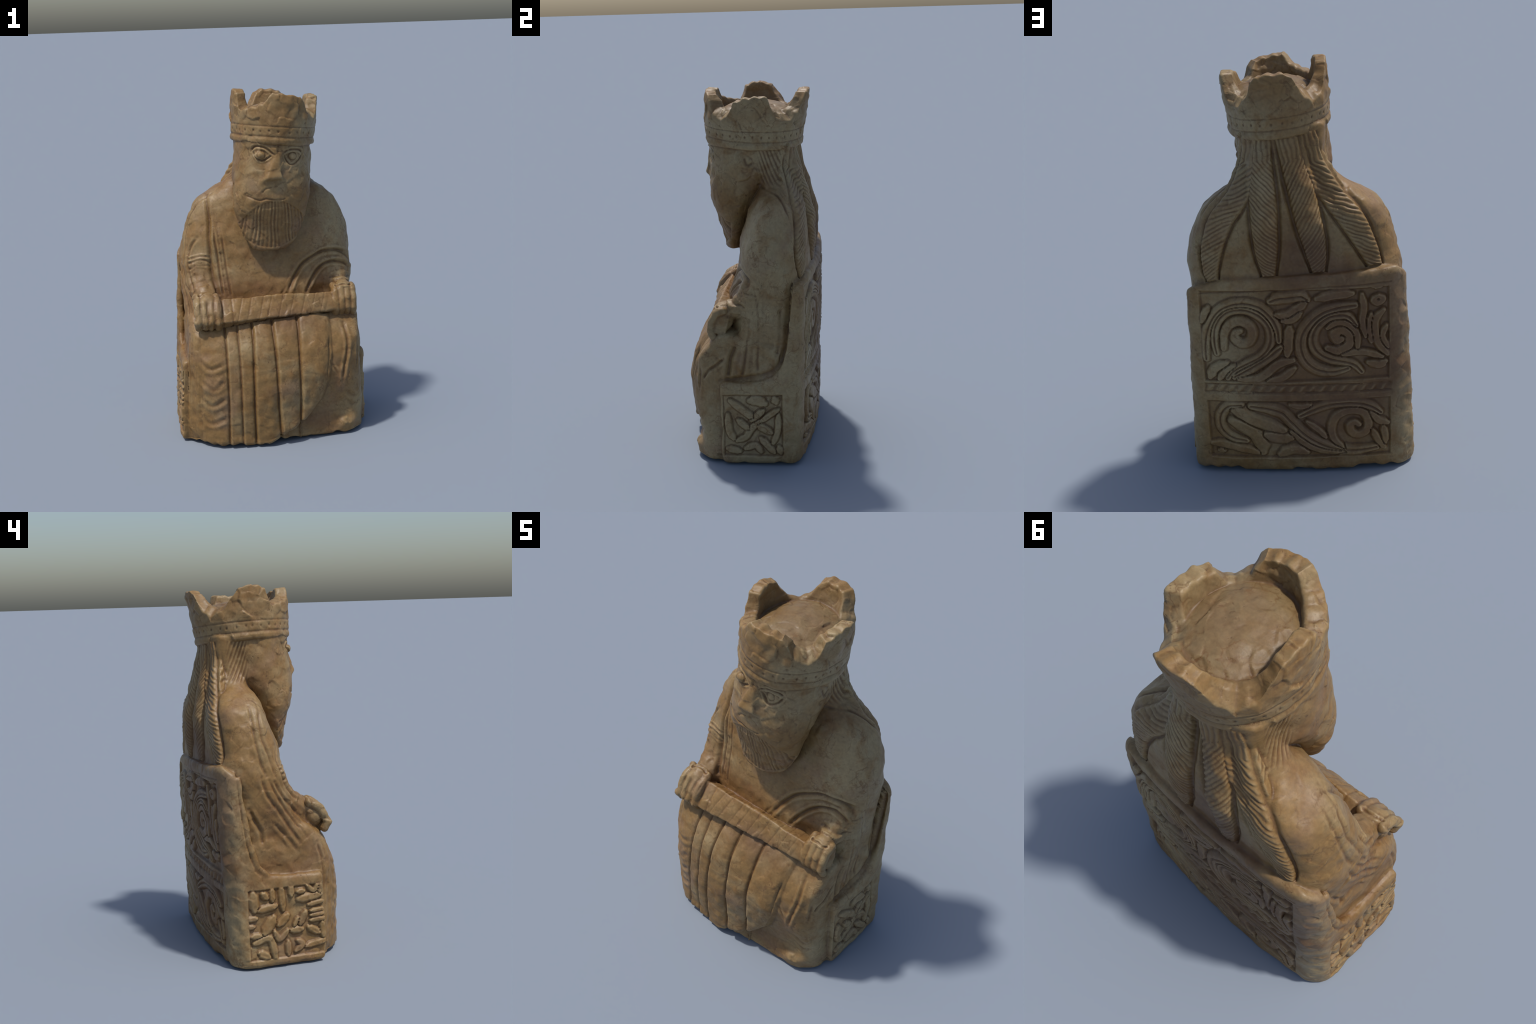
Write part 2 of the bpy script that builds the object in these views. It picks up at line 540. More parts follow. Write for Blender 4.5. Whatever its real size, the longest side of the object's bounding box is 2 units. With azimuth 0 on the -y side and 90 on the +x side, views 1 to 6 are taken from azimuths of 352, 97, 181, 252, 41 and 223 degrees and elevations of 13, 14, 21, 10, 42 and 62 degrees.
# --- the cloak and its borders ----------------------------------------------
groove([(-.325, .106, 1.392), (-.329, .057, 1.333), (-.326, .016, 1.25), (-.333, -.014, 1.144), (-.331, -.035, 1.06), (-.330, -.05, .99), (-.319, -.077, .927), (-.302, -.103, .861), (-.285, -.106, .826)], .011, .014, .002)
groove([(-.30, .03, 1.26), (-.30, -.022, 1.149), (-.293, -.038, 1.081), (-.288, -.052, 1.013), (-.284, -.065, .959), (-.277, -.091, .88), (-.271, -.108, .826)], .006, .006, .002)
groove([(-.262, .01, 1.24), (-.256, -.037, 1.121), (-.251, -.051, 1.058), (-.246, -.064, .994), (-.239, -.082, .932), (-.232, -.102, .87), (-.226, -.112, .825)], .006, .005, .001)
for c in ((-.275, -.02, 1.17), (-.272, -.033, 1.126), (-.271, -.045, 1.069), (-.27, -.053, 1.027), (-.265, -.063, .981), (-.262, -.074, .944), (-.258, -.088, .906), (-.252, -.099, .869), (-.246, -.108, .834)):
    groove([c], .007, .005)
for line in ([(-.455, .02, 1.035), (-.446, -.005, 1.043), (-.414, -.022, 1.057), (-.378, -.03, 1.059), (-.342, -.033, 1.053)],
             [(-.455, .01, 1.012), (-.444, -.018, 1.021), (-.407, -.034, 1.038), (-.366, -.038, 1.037), (-.339, -.041, 1.024)],
             [(-.455, .0, .98), (-.446, -.026, .99), (-.418, -.042, 1.008), (-.377, -.048, 1.009), (-.341, -.048, 1.002)],
             [(-.43, -.15, .85), (-.419, -.17, .861), (-.385, -.158, .875), (-.344, -.155, .869), (-.31, -.17, .853)]):
    groove(line, .006, .005, .003)
# arcs of drapery gathered over the other arm
groove([(.096, -.123, .827), (.126, -.112, .883), (.157, -.093, .934), (.203, -.075, .984), (.267, -.062, 1.018), (.331, -.046, 1.041), (.396, -.027, 1.042), (.452, -.018, 1.024), (.484, -.01, .996), (.505, .02, .95)], .010, .012, .006, frontal=True)
groove([(.214, -.116, .832), (.245, -.101, .888), (.28, -.082, .93), (.326, -.062, .964), (.372, -.047, .975), (.421, -.048, .972), (.459, -.049, .96), (.484, -.046, .934)], .009, .011, .006, frontal=True)
groove([(.371, -.066, .890), (.409, -.095, .903), (.449, -.10, .899), (.49, -.05, .875)], .007, .008, .005, frontal=True)
groove([(.372, -.12, .85), (.385, -.145, .863), (.419, -.149, .869), (.449, -.15, .865), (.48, -.12, .85)], .005, .005, .003)
groove([(.062, -.124, .826), (.095, -.115, .871), (.125, -.101, .915)], .008, .005, frontal=True)
# where the robe sinks behind the arm rest
groove([(.512, .30, 1.03), (.510, .255, .974), (.508, .250, .866), (.505, .238, .764), (.503, .222, .660), (.502, .198, .590), (.502, .160, .535), (.502, .085, .502), (.504, -.039, .480), (.506, -.135, .472)], .013, .014)
# long folds seen from the sides
for line, w, dp in (
        ([(-.298, .094, 1.40), (-.406, .104, 1.307), (-.455, .101, 1.21), (-.478, .069, 1.108), (-.485, .046, 1.011)], .009, .008),
        ([(-.366, .145, 1.374), (-.434, .149, 1.279), (-.465, .141, 1.18), (-.483, .122, 1.079), (-.486, .096, 1.016)], .008, .006),
        ([(-.401, .012, 1.162), (-.45, .02, 1.09), (-.462, -.0, 1.0), (-.452, -.04, .92), (-.425, -.10, .85)], .009, .008),
        ([(-.489, .127, 1.01), (-.497, .096, .91), (-.488, .029, .817), (-.483, -.03, .723), (-.479, -.083, .644)], .009, .008),
        ([(-.488, .083, .992), (-.486, .034, .888), (-.472, -.036, .785), (-.474, -.086, .723), (-.478, -.121, .669)], .007, .006),
        ([(-.486, .054, .982), (-.478, .001, .891), (-.45, -.074, .806), (-.438, -.138, .739)], .008, .008),
        ([(-.489, .061, .762), (-.481, -.007, .682), (-.477, -.067, .602)], .010, .008),
        ([(-.481, .195, .845), (-.481, .161, .771), (-.477, .132, .717), (-.481, .127, .653)], .011, .010),
        ([(-.477, -.152, .651), (-.468, -.215, .525), (-.45, -.25, .389), (-.43, -.262, .11)], .008, .006),
        ([(.506, -.002, .954), (.52, .031, .834), (.516, .023, .7), (.508, -.001, .547), (.509, -.018, .486)], .009, .009),
        ([(.523, .071, .967), (.519, .084, .849), (.515, .083, .701), (.513, .072, .588), (.514, .074, .513)], .009, .009),
        ([(.504, -.044, .665), (.505, -.072, .59), (.509, -.09, .485)], .012, .016),
        ([(.491, -.232, .468), (.503, -.198, .519), (.506, -.153, .552), (.505, -.108, .59)], .008, .009),
        ([(.505, .206, .883), (.506, .195, .699), (.512, .179, .612)], .012, .010),
        ([(.228, .072, 1.477), (.283, .139, 1.445), (.32, .184, 1.432), (.396, .23, 1.372), (.431, .255, 1.278), (.45, .275, 1.172), (.44, .29, 1.068)], .008, .009)):
    groove(line, w, dp, dp * .25)
groove([(.268, .0, 1.628), (.267, .016, 1.59), (.266, .047, 1.596)], .008, .005, .003)

# --- pleats of the robe over the shins ---------------------------------------
zs = [0.0, .1, .25, .45, .65]
pleat_x = [[-.44, -.44, -.435, -.43, -.43], [-.293, -.291, -.288, -.287, -.287], [-.216, -.216, -.216, -.215, -.216], [-.142, -.143, -.145, -.140, -.131],
           [.006, .002, -.006, -.009, -.014], [.122, .124, .126, .126, .133]]
front = owned('robe') & (N[:, 1] < -.25)
fi = np.where(front)[0]
px, pz = V[fi, 0], V[fi, 2]
edge = [np.interp(pz, zs, row) for row in pleat_x]
edge.append(np.interp(pz, [0, .04, .10, .16, .24, .35, .48, .60, .70], [-.10, .0, .10, .18, .25, .285, .30, .305, .31]))
swell = [.006, .005, .006, .011, .012, .012]
for i in range(len(edge) - 1):
    t = (px - edge[i]) / np.maximum(edge[i + 1] - edge[i], .004)
    m = (t > 0) & (t < 1)
    prof = np.clip(np.minimum(t / .16, (1 - t) / .45), 0, 1)
    D[fi[m]] += swell[i] * np.sin(prof[m] * math.pi / 2)
for i in range(1, len(edge) - 1):
    gap = np.abs(px - edge[i])
    ok = px < edge[-1] + .01
    D[fi] -= (.010 if i != 2 else .006) * np.exp(-(gap / .0075) ** 2) * ok
groove([(.303, -.217, .674), (.302, -.316, .489), (.277, -.34, .341), (.243, -.345, .249), (.208, -.335, .183), (.127, -.33, .11), (.012, -.35, .063), (-.09, -.35, .031)], .009, .010)
groove([(.405, -.201, .653), (.417, -.263, .542), (.389, -.30, .397), (.368, -.31, .24)], .009, .009, .004)
groove([(.447, -.20, .637), (.476, -.235, .515), (.47, -.25, .40)], .008, .007, .003)
groove([(.309, -.31, .463), (.348, -.31, .386), (.37, -.315, .321), (.372, -.315, .239)], .007, .006, .003)
groove([(.29, -.305, .07), (.36, -.308, .106), (.42, -.29, .083)], .010, .009, .005)
for line in ([(-.43, -.261, .515), (-.383, -.305, .468), (-.312, -.322, .492)], [(-.431, -.269, .40), (-.36, -.311, .352), (-.309, -.344, .409)],
             [(-.431, -.268, .294), (-.376, -.312, .252), (-.306, -.353, .306)], [(-.434, -.257, .20), (-.386, -.296, .144), (-.306, -.348, .185)],
             [(.41, -.27, .26), (.45, -.25, .225), (.49, -.22, .25)], [(.41, -.27, .20), (.45, -.25, .165), (.49, -.22, .19)]):
    groove(line, .012, .005, .003)
groove([(-.449, -.222, .631), (-.449, -.251, .449), (-.451, -.243, .203), (-.446, -.236, .059)], .007, .006, .003)
groove([(-.480, -.18, .639), (-.480, -.20, .52), (-.485, -.205, .278), (-.483, -.20, .051)], .008, .007, .003)

# --- the sheathed sword -------------------------------------------------------
sw = owned('sword')
D[sw] -= .003 * np.exp(-((V[sw, 0] + .290) / .005) ** 2) + .003 * np.exp(-((V[sw, 0] + .236) / .006) ** 2)
for i in range(9):
    x0 = -.2 + i * .062 + .02 * (RNG.rand() - .5)
    D[sw] -= .0018 * np.exp(-((V[sw, 0] - x0 - .35 * (V[sw, 2] - .78)) / .004) ** 2)
for x0 in (-.4365, -.400, -.3635, -.327):
    groove([(x0 + .018, -.20, .845), (x0 + .018, -.25, .80), (x0 + .018, -.285, .75), (x0 + .018, -.27, .70)], .005, .003)

# --- plaits -------------------------------------------------------------------
hairy = (V[:, 1] > .06) & (V[:, 2] > 1.0) & (V[:, 2] < 1.70) & owned('hair', 'torso', 'head')
hi = np.where(hairy)[0]
P2 = V[hi][:, [0, 2]]
slant = [-1.0, 1.0, -1.0, 1.0]           # which way the strands wind
bestd = np.full(len(hi), 9.0)
rel = np.zeros(len(hi))
strand = np.zeros(len(hi))
for rows, sl in zip(LOCKS, slant):
    line = spline([(r[0], r[2]) for r in rows])
    rad = spline([(r[3], 0) for r in rows])[:, 0]
    d, f = path_distance(P2, line)
    k = np.clip((f * (len(line) - 1)).astype(int), 0, len(line) - 2)
    tan = line[k + 1] - line[k]
    side = (P2[:, 0] - line[k, 0]) * -tan[:, 1] + (P2[:, 1] - line[k, 1]) * tan[:, 0]
    t = d * np.sign(side)
    R = np.interp(f, np.linspace(0, 1, len(rad)), rad) * .92
    q = d / R
    better = q < bestd
    length = f * .68
    t = t + .0022 * np.sin(47 * P2[:, 1] + 60 * P2[:, 0]) + .001 * np.sin(113 * P2[:, 1] - 31 * P2[:, 0])
    ph = (t * .8 + sl * .72 * np.clip(length - .11, 0, 1)) / .0178
    bestd[better] = q[better]
    strand[better] = ph[better]
    rel[better] = f[better]
on = np.clip((V[hi, 1] - .15) / .04, 0, 1) * np.clip((N[hi, 1] + .05) / .25, 0, 1)
body = np.clip((1.02 - bestd) / .12, 0, 1)
D[hi] += on * body * ((.012 - .010 * np.clip((V[hi, 2] - 1.3) / .12, 0, 1)) * np.sqrt(np.clip(1 - bestd ** 2, 0, 1)) + .0026 * np.sin(2 * math.pi * strand) * (.75 + .25 * np.sin(strand * 2.1)))
D[hi] -= on * .013 * np.exp(-((bestd - 1.05) / .16) ** 2) * np.clip((1.66 - V[hi, 2]) / .05, .3, 1)
# hair combed back over the temples
temple = (1 - on) * np.clip((V[hi, 2] - 1.47) / .03, 0, 1) * np.clip((V[hi, 1] - .07) / .03, 0, 1)
th = np.arctan2(V[hi, 1] - CY, V[hi, 0] - .05)
D[hi] += temple * .0026 * np.sin((th * .22 * np.sign(V[hi, 0] - .05) + .35 * (V[hi, 2] - 1.6)) * 2 * math.pi / .020)

# --- throne back: frame, two great scrolls, twisted band, beast ----------------
back = np.where((N[:, 1] > .55) & (V[:, 1] > .24) & (V[:, 2] < 1.05) & owned('throne'))[0]
PB = V[back][:, [0, 2]]


def carve(idx, P, strokes, panel, depth, reach=1.42, soft=.008):
    """sink a panel (umin, umax, vmin, vmax) and leave rounded straps standing along the strokes"""
    q1 = np.full(len(idx), 9.0)
    q2 = np.full(len(idx), 9.0)
    mid_line = np.zeros(len(idx))
    for item in strokes:
        pts, w = item[0], item[1]
        d, f = path_distance(P, spline(pts))
        q = d / (w * (.6 + .4 * np.clip(np.minimum(f, 1 - f) * 6, 0, 1)))
        first = q < q1
        q2 = np.where(first, q1, np.minimum(q2, q))
        mid_line = np.where(first, .45 * np.exp(-(d / .004) ** 2) if len(item) > 2 else 0, mid_line)
        q1 = np.where(first, q, q1)
    # straps swell until they meet their neighbours; a cut line is left between
    h = np.clip((reach - q1) / (reach - .75), 0, 1) ** .6 - mid_line
    h = h - .9 * np.exp(-((q2 - q1) / .15) ** 2) * (q1 < reach)
    h = np.clip(h, -.1, 1)
    u, v = P[:, 0], P[:, 1]
    inside = np.clip(np.minimum(np.minimum(u - panel[0], panel[1] - u), np.minimum(v - panel[2], panel[3] - v)) / soft + .5, 0, 1)
    D[idx] += inside * depth * (h - .68)


scrolls = [
    ([(.446, .633), (.447, .708), (.429, .793), (.388, .868), (.329, .911), (.258, .923), (.183, .906), (.134, .859), (.105, .795), (.098, .731)], .022, 1),
    ([(.395, .663), (.404, .735), (.393, .806), (.35, .867), (.285, .89), (.209, .878), (.158, .835), (.136, .775), (.145, .704), (.186, .648), (.249, .61), (.316, .573), (.351, .531)], .020, 1),
    ([(.360, .691), (.355, .762), (.330, .810), (.282, .835), (.235, .815), (.22, .771), (.24, .726), (.276, .718), (.302, .739), (.302, .770), (.278, .782)], .021),
    ([(.318, .537), (.237, .585), (.157, .64), (.09, .695)], .024, 1), ([(.299, .529), (.214, .526), (.161, .56), (.106, .609), (.034, .629)], .020),
    ([(.156, .516), (.09, .536), (.029, .585)], .018), ([(.436, .534), (.414, .577), (.353, .611)], .020), ([(.391, .525), (.362, .568), (.315, .595)], .017),
    ([(.425, .90), (.44, .87), (.455, .83)], .016),
    ([(.131, .935), (.092, .948), (.042, .953), (-.009, .958), (-.04, .939)], .024, 1), ([(.109, .865), (.058, .863), (.006, .896), (-.033, .929)], .020),
    ([(.078, .836), (.033, .841), (-.006, .875)], .018), ([(.047, .80), (.053, .737), (.062, .658)], .022),
    ([(-.26, .90), (-.184, .893), (-.107, .868), (-.046, .818), (-.008, .749), (-.006, .677), (-.033, .612), (-.087, .57), (-.158, .56), (-.223, .576)], .026, 1),
    ([(-.265, .796), (-.228, .846), (-.177, .855), (-.119, .836), (-.074, .788), (-.059, .725), (-.083, .667), (-.134, .63), (-.204, .613), (-.256, .589), (-.288, .552)], .022, 1),
    ([(-.27, .682), (-.264, .753), (-.227, .804), (-.176, .816), (-.131, .793)], .018),
    ([(-.129, .687), (-.18, .671), (-.225, .698), (-.232, .747), (-.201, .777), (-.165, .765), (-.175, .73), (-.195, .73)], .024),
    ([(-.199, .649), (-.263, .661), (-.321, .652), (-.385, .628)], .016), ([(-.084, .941), (-.173, .958), (-.248, .962)], .020),
    ([(-.292, .954), (-.301, .885), (-.294, .815), (-.309, .738)], .016), ([(-.335, .849), (-.325, .779), (-.334, .708)], .014),
    ([(-.392, .868), (-.354, .82), (-.354, .75), (-.373, .693), (-.411, .641)], .018), ([(-.405, .79), (-.386, .735), (-.411, .677)], .014),
    ([(-.37, .945), (-.345, .925), (-.365, .905), (-.39, .925), (-.37, .945)], .014), ([(-.32, .60), (-.37, .585), (-.40, .60)], .020), ([(-.345, .99), (-.39, .995)], .012)]
carve(back, PB, scrolls, (-.418, .462, .512, .985), .019)
beast = [
    ([(.294, .382), (.354, .376), (.393, .336), (.403, .283), (.383, .229), (.338, .192), (.279, .183)], .022, 1),
    ([(.336, .357), (.29, .34), (.239, .30), (.174, .275), (.095, .242)], .030), ([(.248, .376), (.169, .366), (.098, .341), (.053, .286), (-.004, .223), (-.076, .166), (-.156, .128), (-.256, .113), (-.357, .129)], .026, 1),
    ([(.346, .296), (.281, .256), (.23, .216), (.205, .168), (.201, .121)], .030), ([(.18, .215), (.12, .20), (.06, .20)], .028), ([(.055, .232), (-.023, .16), (-.102, .123), (-.203, .107)], .018),
    ([(.012, .322), (-.062, .358), (-.148, .381), (-.24, .385), (-.326, .363), (-.378, .324)], .022, 1),
    ([(-.203, .123), (-.151, .187), (-.139, .256), (-.167, .318), (-.233, .345), (-.295, .328), (-.318, .272), (-.305, .222), (-.264, .204), (-.234, .226), (-.23, .259), (-.25, .275), (-.272, .262)], .020),
    ([(.448, .161), (.381, .155), (.301, .137), (.221, .118)], .020), ([(.42, .12), (.39, .118)], .012), ([(-.338, .226), (-.371, .156), (-.397, .124)], .016), ([(-.332, .325), (-.371, .278), (-.411, .262)], .018),
    ([(-.39, .245), (-.40, .19), (-.40, .15)], .016), ([(.114, .107), (.072, .128), (.032, .133), (-.015, .118)], .024), ([(.06, .385), (.0, .375), (-.04, .385)], .013), ([(-.02, .29), (-.08, .24), (-.11, .20)], .014)]
carve(back, PB, beast, (-.425, .458, .085, .402), .019)
# twisted band between two rails, and the line under the top rail
u, v = PB[:, 0], PB[:, 1]
mid = .468 + .006 * np.sin(u * 3)
inband = np.clip((.455 - np.abs(u - .018)) / .01, 0, 1)
rope = .5 + .5 * np.cos(2 * math.pi * (u * 1.0 + .55 * (v - mid)) / .049)
D[back] += inband * np.where(np.abs(v - mid) < .021, -.010 * (1 - rope * np.sqrt(np.clip(1 - ((v - mid) / .021) ** 2, 0, 1))), 0)
for off in (-.024, .024):
    D[back] -= inband * .005 * np.exp(-((v - mid - off) / .004) ** 2)
D[back] -= inband * .005 * np.exp(-((v - (.990 - .045 * u)) / .005) ** 2)

# --- interlace and key pattern on the sides -------------------------------------
side_r = np.where((N[:, 0] > .55) & (V[:, 0] > .46) & (V[:, 2] < .46) & owned('throne'))[0]
straps = [([(-.075, .37), (.025, .29), (.05, .275)], .019), ([(.10, .315), (.035, .26)], .018), ([(-.035, .26), (.025, .205)], .018), ([(.075, .255), (.03, .205), (0, .16), (-.045, .14)], .018),
          ([(.07, .23), (.14, .19)], .020), ([(.18, .32), (.085, .255)], .015), ([(.085, .155), (.155, .08)], .018), ([(.18, .29), (.175, .20), (.15, .13)], .016),
          ([(-.09, .29), (-.085, .20), (-.06, .15)], .018), ([(.03, .37), (.07, .372), (.11, .355)], .026), ([(0, .095), (.055, .115), (.085, .08)], .017), ([(-.095, .095), (-.03, .08)], .018),
          ([(.16, .385), (.17, .36)], .02), ([(.18, .11), (.19, .075)], .016)]
carve(side_r, V[side_r][:, [1, 2]], straps, (-.118, .203, .055, .402), .016, 1.2)
side_l = np.where((N[:, 0] < -.55) & (V[:, 0] < -.46) & (V[:, 2] < .47) & owned('throne'))[0]
keys = [([(.05, .43), (.04, .305)], .013), ([(.10, .425), (.10, .36)], .012), ([(.205, .41), (.198, .32)], .018), ([(.178, .318), (.08, .332)], .014), ([(-.045, .352), (-.173, .366)], .016),
        ([(-.10, .318), (-.185, .328)], .010), ([(.235, .276), (.19, .276)], .011), ([(.235, .234), (.205, .234)], .010), ([(.22, .182), (.17, .182)], .012), ([(-.11, .283), (-.192, .286)], .009),
        ([(-.11, .258), (-.192, .262)], .009), ([(-.11, .23), (-.195, .237)], .010), ([(.15, .192), (.094, .27)], .020), ([(.07, .228), (.018, .276)], .016), ([(-.05, .22), (-.082, .283)], .014),
        ([(-.015, .213), (-.037, .255)], .009), ([(.094, .195), (.07, .15), (.02, .195)], .012), ([(0, .19), (-.06, .19)], .014), ([(-.098, .195), (-.155, .16)], .014), ([(.208, .143), (.12, .16), (.094, .045)], .014),
        ([(.02, .132), (.02, .062)], .012), ([(-.032, .132), (-.06, .108), (-.02, .076)], .012), ([(-.174, .213), (-.178, .136)], .012), ([(-.08, .094), (-.193, .115)], .012), ([(.18, .09), (.13, .06)], .015),
        ([(-.006, .437), (-.006, .377)], .012), ([(-.04, .395), (-.078, .395)], .011), ([(-.097, .423), (-.135, .388), (-.165, .44)], .010), ([(-.17, .437), (-.166, .37)], .010), ([(.155, .405), (.13, .38)], .014)]
carve(side_l, V[side_l][:, [1, 2]], keys, (-.20, .232, .05, .425), .014, 1.6)

# --- worn, hand cut unevenness ---------------------------------------------------
for wavelength, amp in ((.22, .0025), (.11, .0018), (.055, .0011)):
    for _ in range(10):
        k = RNG.normal(size=3)
        k *= 2 * math.pi / wavelength / np.linalg.norm(k) * (.8 + .4 * RNG.rand())
        D += amp / 3.2 * np.sin(V @ k + RNG.rand() * 6.28)
# flat tool facets
from mathutils import kdtree, Vector
seeds = RNG.choice(len(V), 2600, replace=False)
tree = kdtree.KDTree(len(seeds))
for n_, i in enumerate(seeds):
    tree.insert(Vector(V[i]), n_)
tree.balance()
tilt = RNG.normal(size=(len(seeds), 3)) * .055
rough = np.zeros(len(V))
rough[owned('crown')] = np.where(above[owned('crown')] > .12, 1.3, .8)
rough[crown_v & (outward < .3) & (radial < .20)] = .55
rough[owned('head', 'hand', 'sword', 'arm')] = 1.0
rough[owned('cloak', 'robe', 'throne', 'torso')] = .45
rough[V[:, 0] < -.42] *= 1.7
for i in np.where(rough > 0)[0]:
    (c1, a, d1), (c2, b, d2) = tree.find_n(Vector(V[i]), 2)
    w = .5 + .5 * min(1.0, (d2 - d1) / .010)
    p = V[i]
    D[i] += rough[i] * (w * ((p - V[seeds[a]]) @ tilt[a]) + (1 - w) * ((p - V[seeds[b]]) @ tilt[b]))

D = np.where(V[:, 2] < .02, D * .4, D)
V = V + N * D[:, None]
# chipped, uneven underside
low = V[:, 2] < .07
nz_ = .5 * np.sin(V[:, 0] * 17 + 1.0) + .35 * np.sin(V[:, 0] * 41 + V[:, 1] * 23) + .3 * np.sin(V[:, 1] * 37 - V[:, 0] * 9) + .25 * np.sin(V[:, 0] * 83 - V[:, 1] * 61)
V[:, 2] += np.where(low, (1 - V[:, 2] / .07) * .018 * np.clip(nz_ + .15, 0, 1.2), 0)
V[:, 2] = np.maximum(V[:, 2], .002)
N = normals_of(V, Q)

# --------------------------------------------------------------------------
#  materials: old walrus ivory, stained brown where dirt has settled
# --------------------------------------------------------------------------
def ivory(name, stain=0.0, tint=(1, 1, 1)):
    mat = bpy.data.materials.new(name)
    mat.use_nodes = True
    nt = mat.node_tree
    nd, ln = nt.nodes, nt.links
    bsdf = nd['Principled BSDF']

    def node(kind, **kw):
        n = nd.new(kind)
        for k, v in kw.items():
            setattr(n, k, v)
        return n

    def noise(scale, detail=4, rough=.55, dist=0.0, src=None):
        n = node('ShaderNodeTexNoise')
        n.inputs['Scale'].default_value = scale
        n.inputs['Detail'].default_value = detail
        n.inputs['Roughness'].default_value = rough
        n.inputs['Distortion'].default_value = dist
        ln.new(src or coord.outputs['Object'], n.inputs['Vector'])
        return n.outputs['Fac']

    def ramp(src, *stops):
        n = node('ShaderNodeValToRGB')
        el = n.color_ramp.elements
        while len(el) < len(stops):
            el.new(.5)
        for e, (p, c) in zip(el, stops):
            e.position = p
            e.color = (c, c, c, 1) if not isinstance(c, tuple) else (*c, 1)
        ln.new(src, n.inputs['Fac'])
        return n.outputs['Color']

    def math_(op, a, b=None, clamp=False):
        n = node('ShaderNodeMath', operation=op, use_clamp=clamp)
        for i, s in enumerate((a, b)):
            if s is None:
                continue
            if isinstance(s, (int, float)):
                n.inputs[i].default_value = s
            else:
                ln.new(s, n.inputs[i])
        return n.outputs[0]

    def mix(fac, a, b, mode='MIX'):
        n = node('ShaderNodeMix', data_type='RGBA', blend_type=mode)
        n.clamp_factor = True
        for sock, s in ((n.inputs['Factor'], fac), (n.inputs['A'], a), (n.inputs['B'], b)):
            if isinstance(s, (int, float)):
                sock.default_value = s
            elif isinstance(s, tuple):
                sock.default_value = (*s, 1)
            else:
                ln.new(s, sock)
        return n.outputs['Result']

    def blob(c, r):
        """soft ellipsoidal patch on the object, 1 in the middle"""
        m = node('ShaderNodeMapping', vector_type='POINT')
        m.inputs['Location'].default_value = [-c[i] / r[i] for i in range(3)]
        m.inputs['Scale'].default_value = [1 / k for k in r]
        ln.new(coord.outputs['Object'], m.inputs['Vector'])
        g = node('ShaderNodeTexGradient', gradient_type='SPHERICAL')
        ln.new(m.outputs['Vector'], g.inputs['Vector'])
        return g.outputs['Fac']

    coord = node('ShaderNodeTexCoord')
    geo = node('ShaderNodeNewGeometry')
    t = tint
    pale = tuple(a * b for a, b in zip((.295, .222, .115), t))
    tan = tuple(a * b for a, b in zip((.222, .130, .046), t))
    rust = tuple(a * b for a, b in zip((.185, .090, .024), t))
    rose = tuple(a * b for a, b in zip((.215, .130, .075), t))
    dirt = (.095, .043, .015)

    big = noise(3.2, 5, .6, .4)
    mid = noise(11, 5, .62, .6)
    # scan lighting tinted into the colour: lit side paler, the rest browner
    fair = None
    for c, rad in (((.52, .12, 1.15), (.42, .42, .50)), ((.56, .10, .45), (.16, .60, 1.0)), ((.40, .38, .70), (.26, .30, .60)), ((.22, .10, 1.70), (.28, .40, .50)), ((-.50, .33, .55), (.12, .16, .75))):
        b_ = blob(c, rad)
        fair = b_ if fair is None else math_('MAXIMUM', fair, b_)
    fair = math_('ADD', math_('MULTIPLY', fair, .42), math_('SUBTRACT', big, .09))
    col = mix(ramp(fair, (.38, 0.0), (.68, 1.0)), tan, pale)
    col = mix(math_('MULTIPLY', ramp(mid, (.50, 0.0), (.72, 1.0)), .75), col, rust)
    col = mix(math_('MULTIPLY', ramp(noise(4.7, 3, .5, .3), (.55, 0.0), (.70, 1.0)), .55), col, rose)
    # brown staining: between the plaits, on the carved back, round the cap inside the crown, on the lap
    st = math_('MULTIPLY', blob((-.16, .40, .60), (.56, .30, .66)), 2.2, True)
    st = math_('MAXIMUM', st, math_('MULTIPLY', blob((-.02, .38, 1.12), (.24, .16, .26)), 1.8, True))
    st = math_('MAXIMUM', st, math_('MULTIPLY', blob((.10, -.25, .70), (.55, .22, .12)), .8, True))
    warm = None  # occlusion shade painted as brown halos in recesses by sword, beard, arm, hem
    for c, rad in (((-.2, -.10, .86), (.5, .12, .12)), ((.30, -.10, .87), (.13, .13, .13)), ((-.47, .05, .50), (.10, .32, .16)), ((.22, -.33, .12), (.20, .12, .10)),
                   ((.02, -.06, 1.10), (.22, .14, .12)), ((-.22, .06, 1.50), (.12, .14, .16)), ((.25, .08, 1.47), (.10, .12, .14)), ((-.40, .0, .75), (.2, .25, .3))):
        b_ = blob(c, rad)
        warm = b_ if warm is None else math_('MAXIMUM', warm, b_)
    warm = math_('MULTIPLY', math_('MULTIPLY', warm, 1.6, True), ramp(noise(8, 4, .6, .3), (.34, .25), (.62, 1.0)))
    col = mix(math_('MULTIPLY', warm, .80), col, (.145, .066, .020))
    st = math_('MULTIPLY', st, ramp(noise(6, 4, .6), (.30, .45), (.6, 1.0)))
    st = math_('ADD', st, stain, True)
    col = mix(math_('MULTIPLY', st, .88), col, (.108, .052, .022))
    ring = math_('MULTIPLY', blob((.07, .05, 1.86), (.30, .34, .14)), 1.6, True)
    ring = math_('MULTIPLY', ring, ramp(noise(7, 3), (.42, 0.0), (.66, 1.0)))
    col = mix(math_('MULTIPLY', ring, .55), col, (.22, .105, .038))
    cap = math_('MULTIPLY', blob((.07, .05, 1.85), (.25, .30, .16)), 3.0, True)
    col = mix(math_('MULTIPLY', cap, .60), col, (.150, .100, .047))
    # fine veins and cracks
    warp = node('ShaderNodeMix', data_type='VECTOR')
    wn = node('ShaderNodeTexNoise')
    wn.inputs['Scale'].default_value = 9
    wn.inputs['Detail'].default_value = 4
    ln.new(coord.outputs['Object'], wn.inputs['Vector'])
    warp.inputs['Factor'].default_value = .16
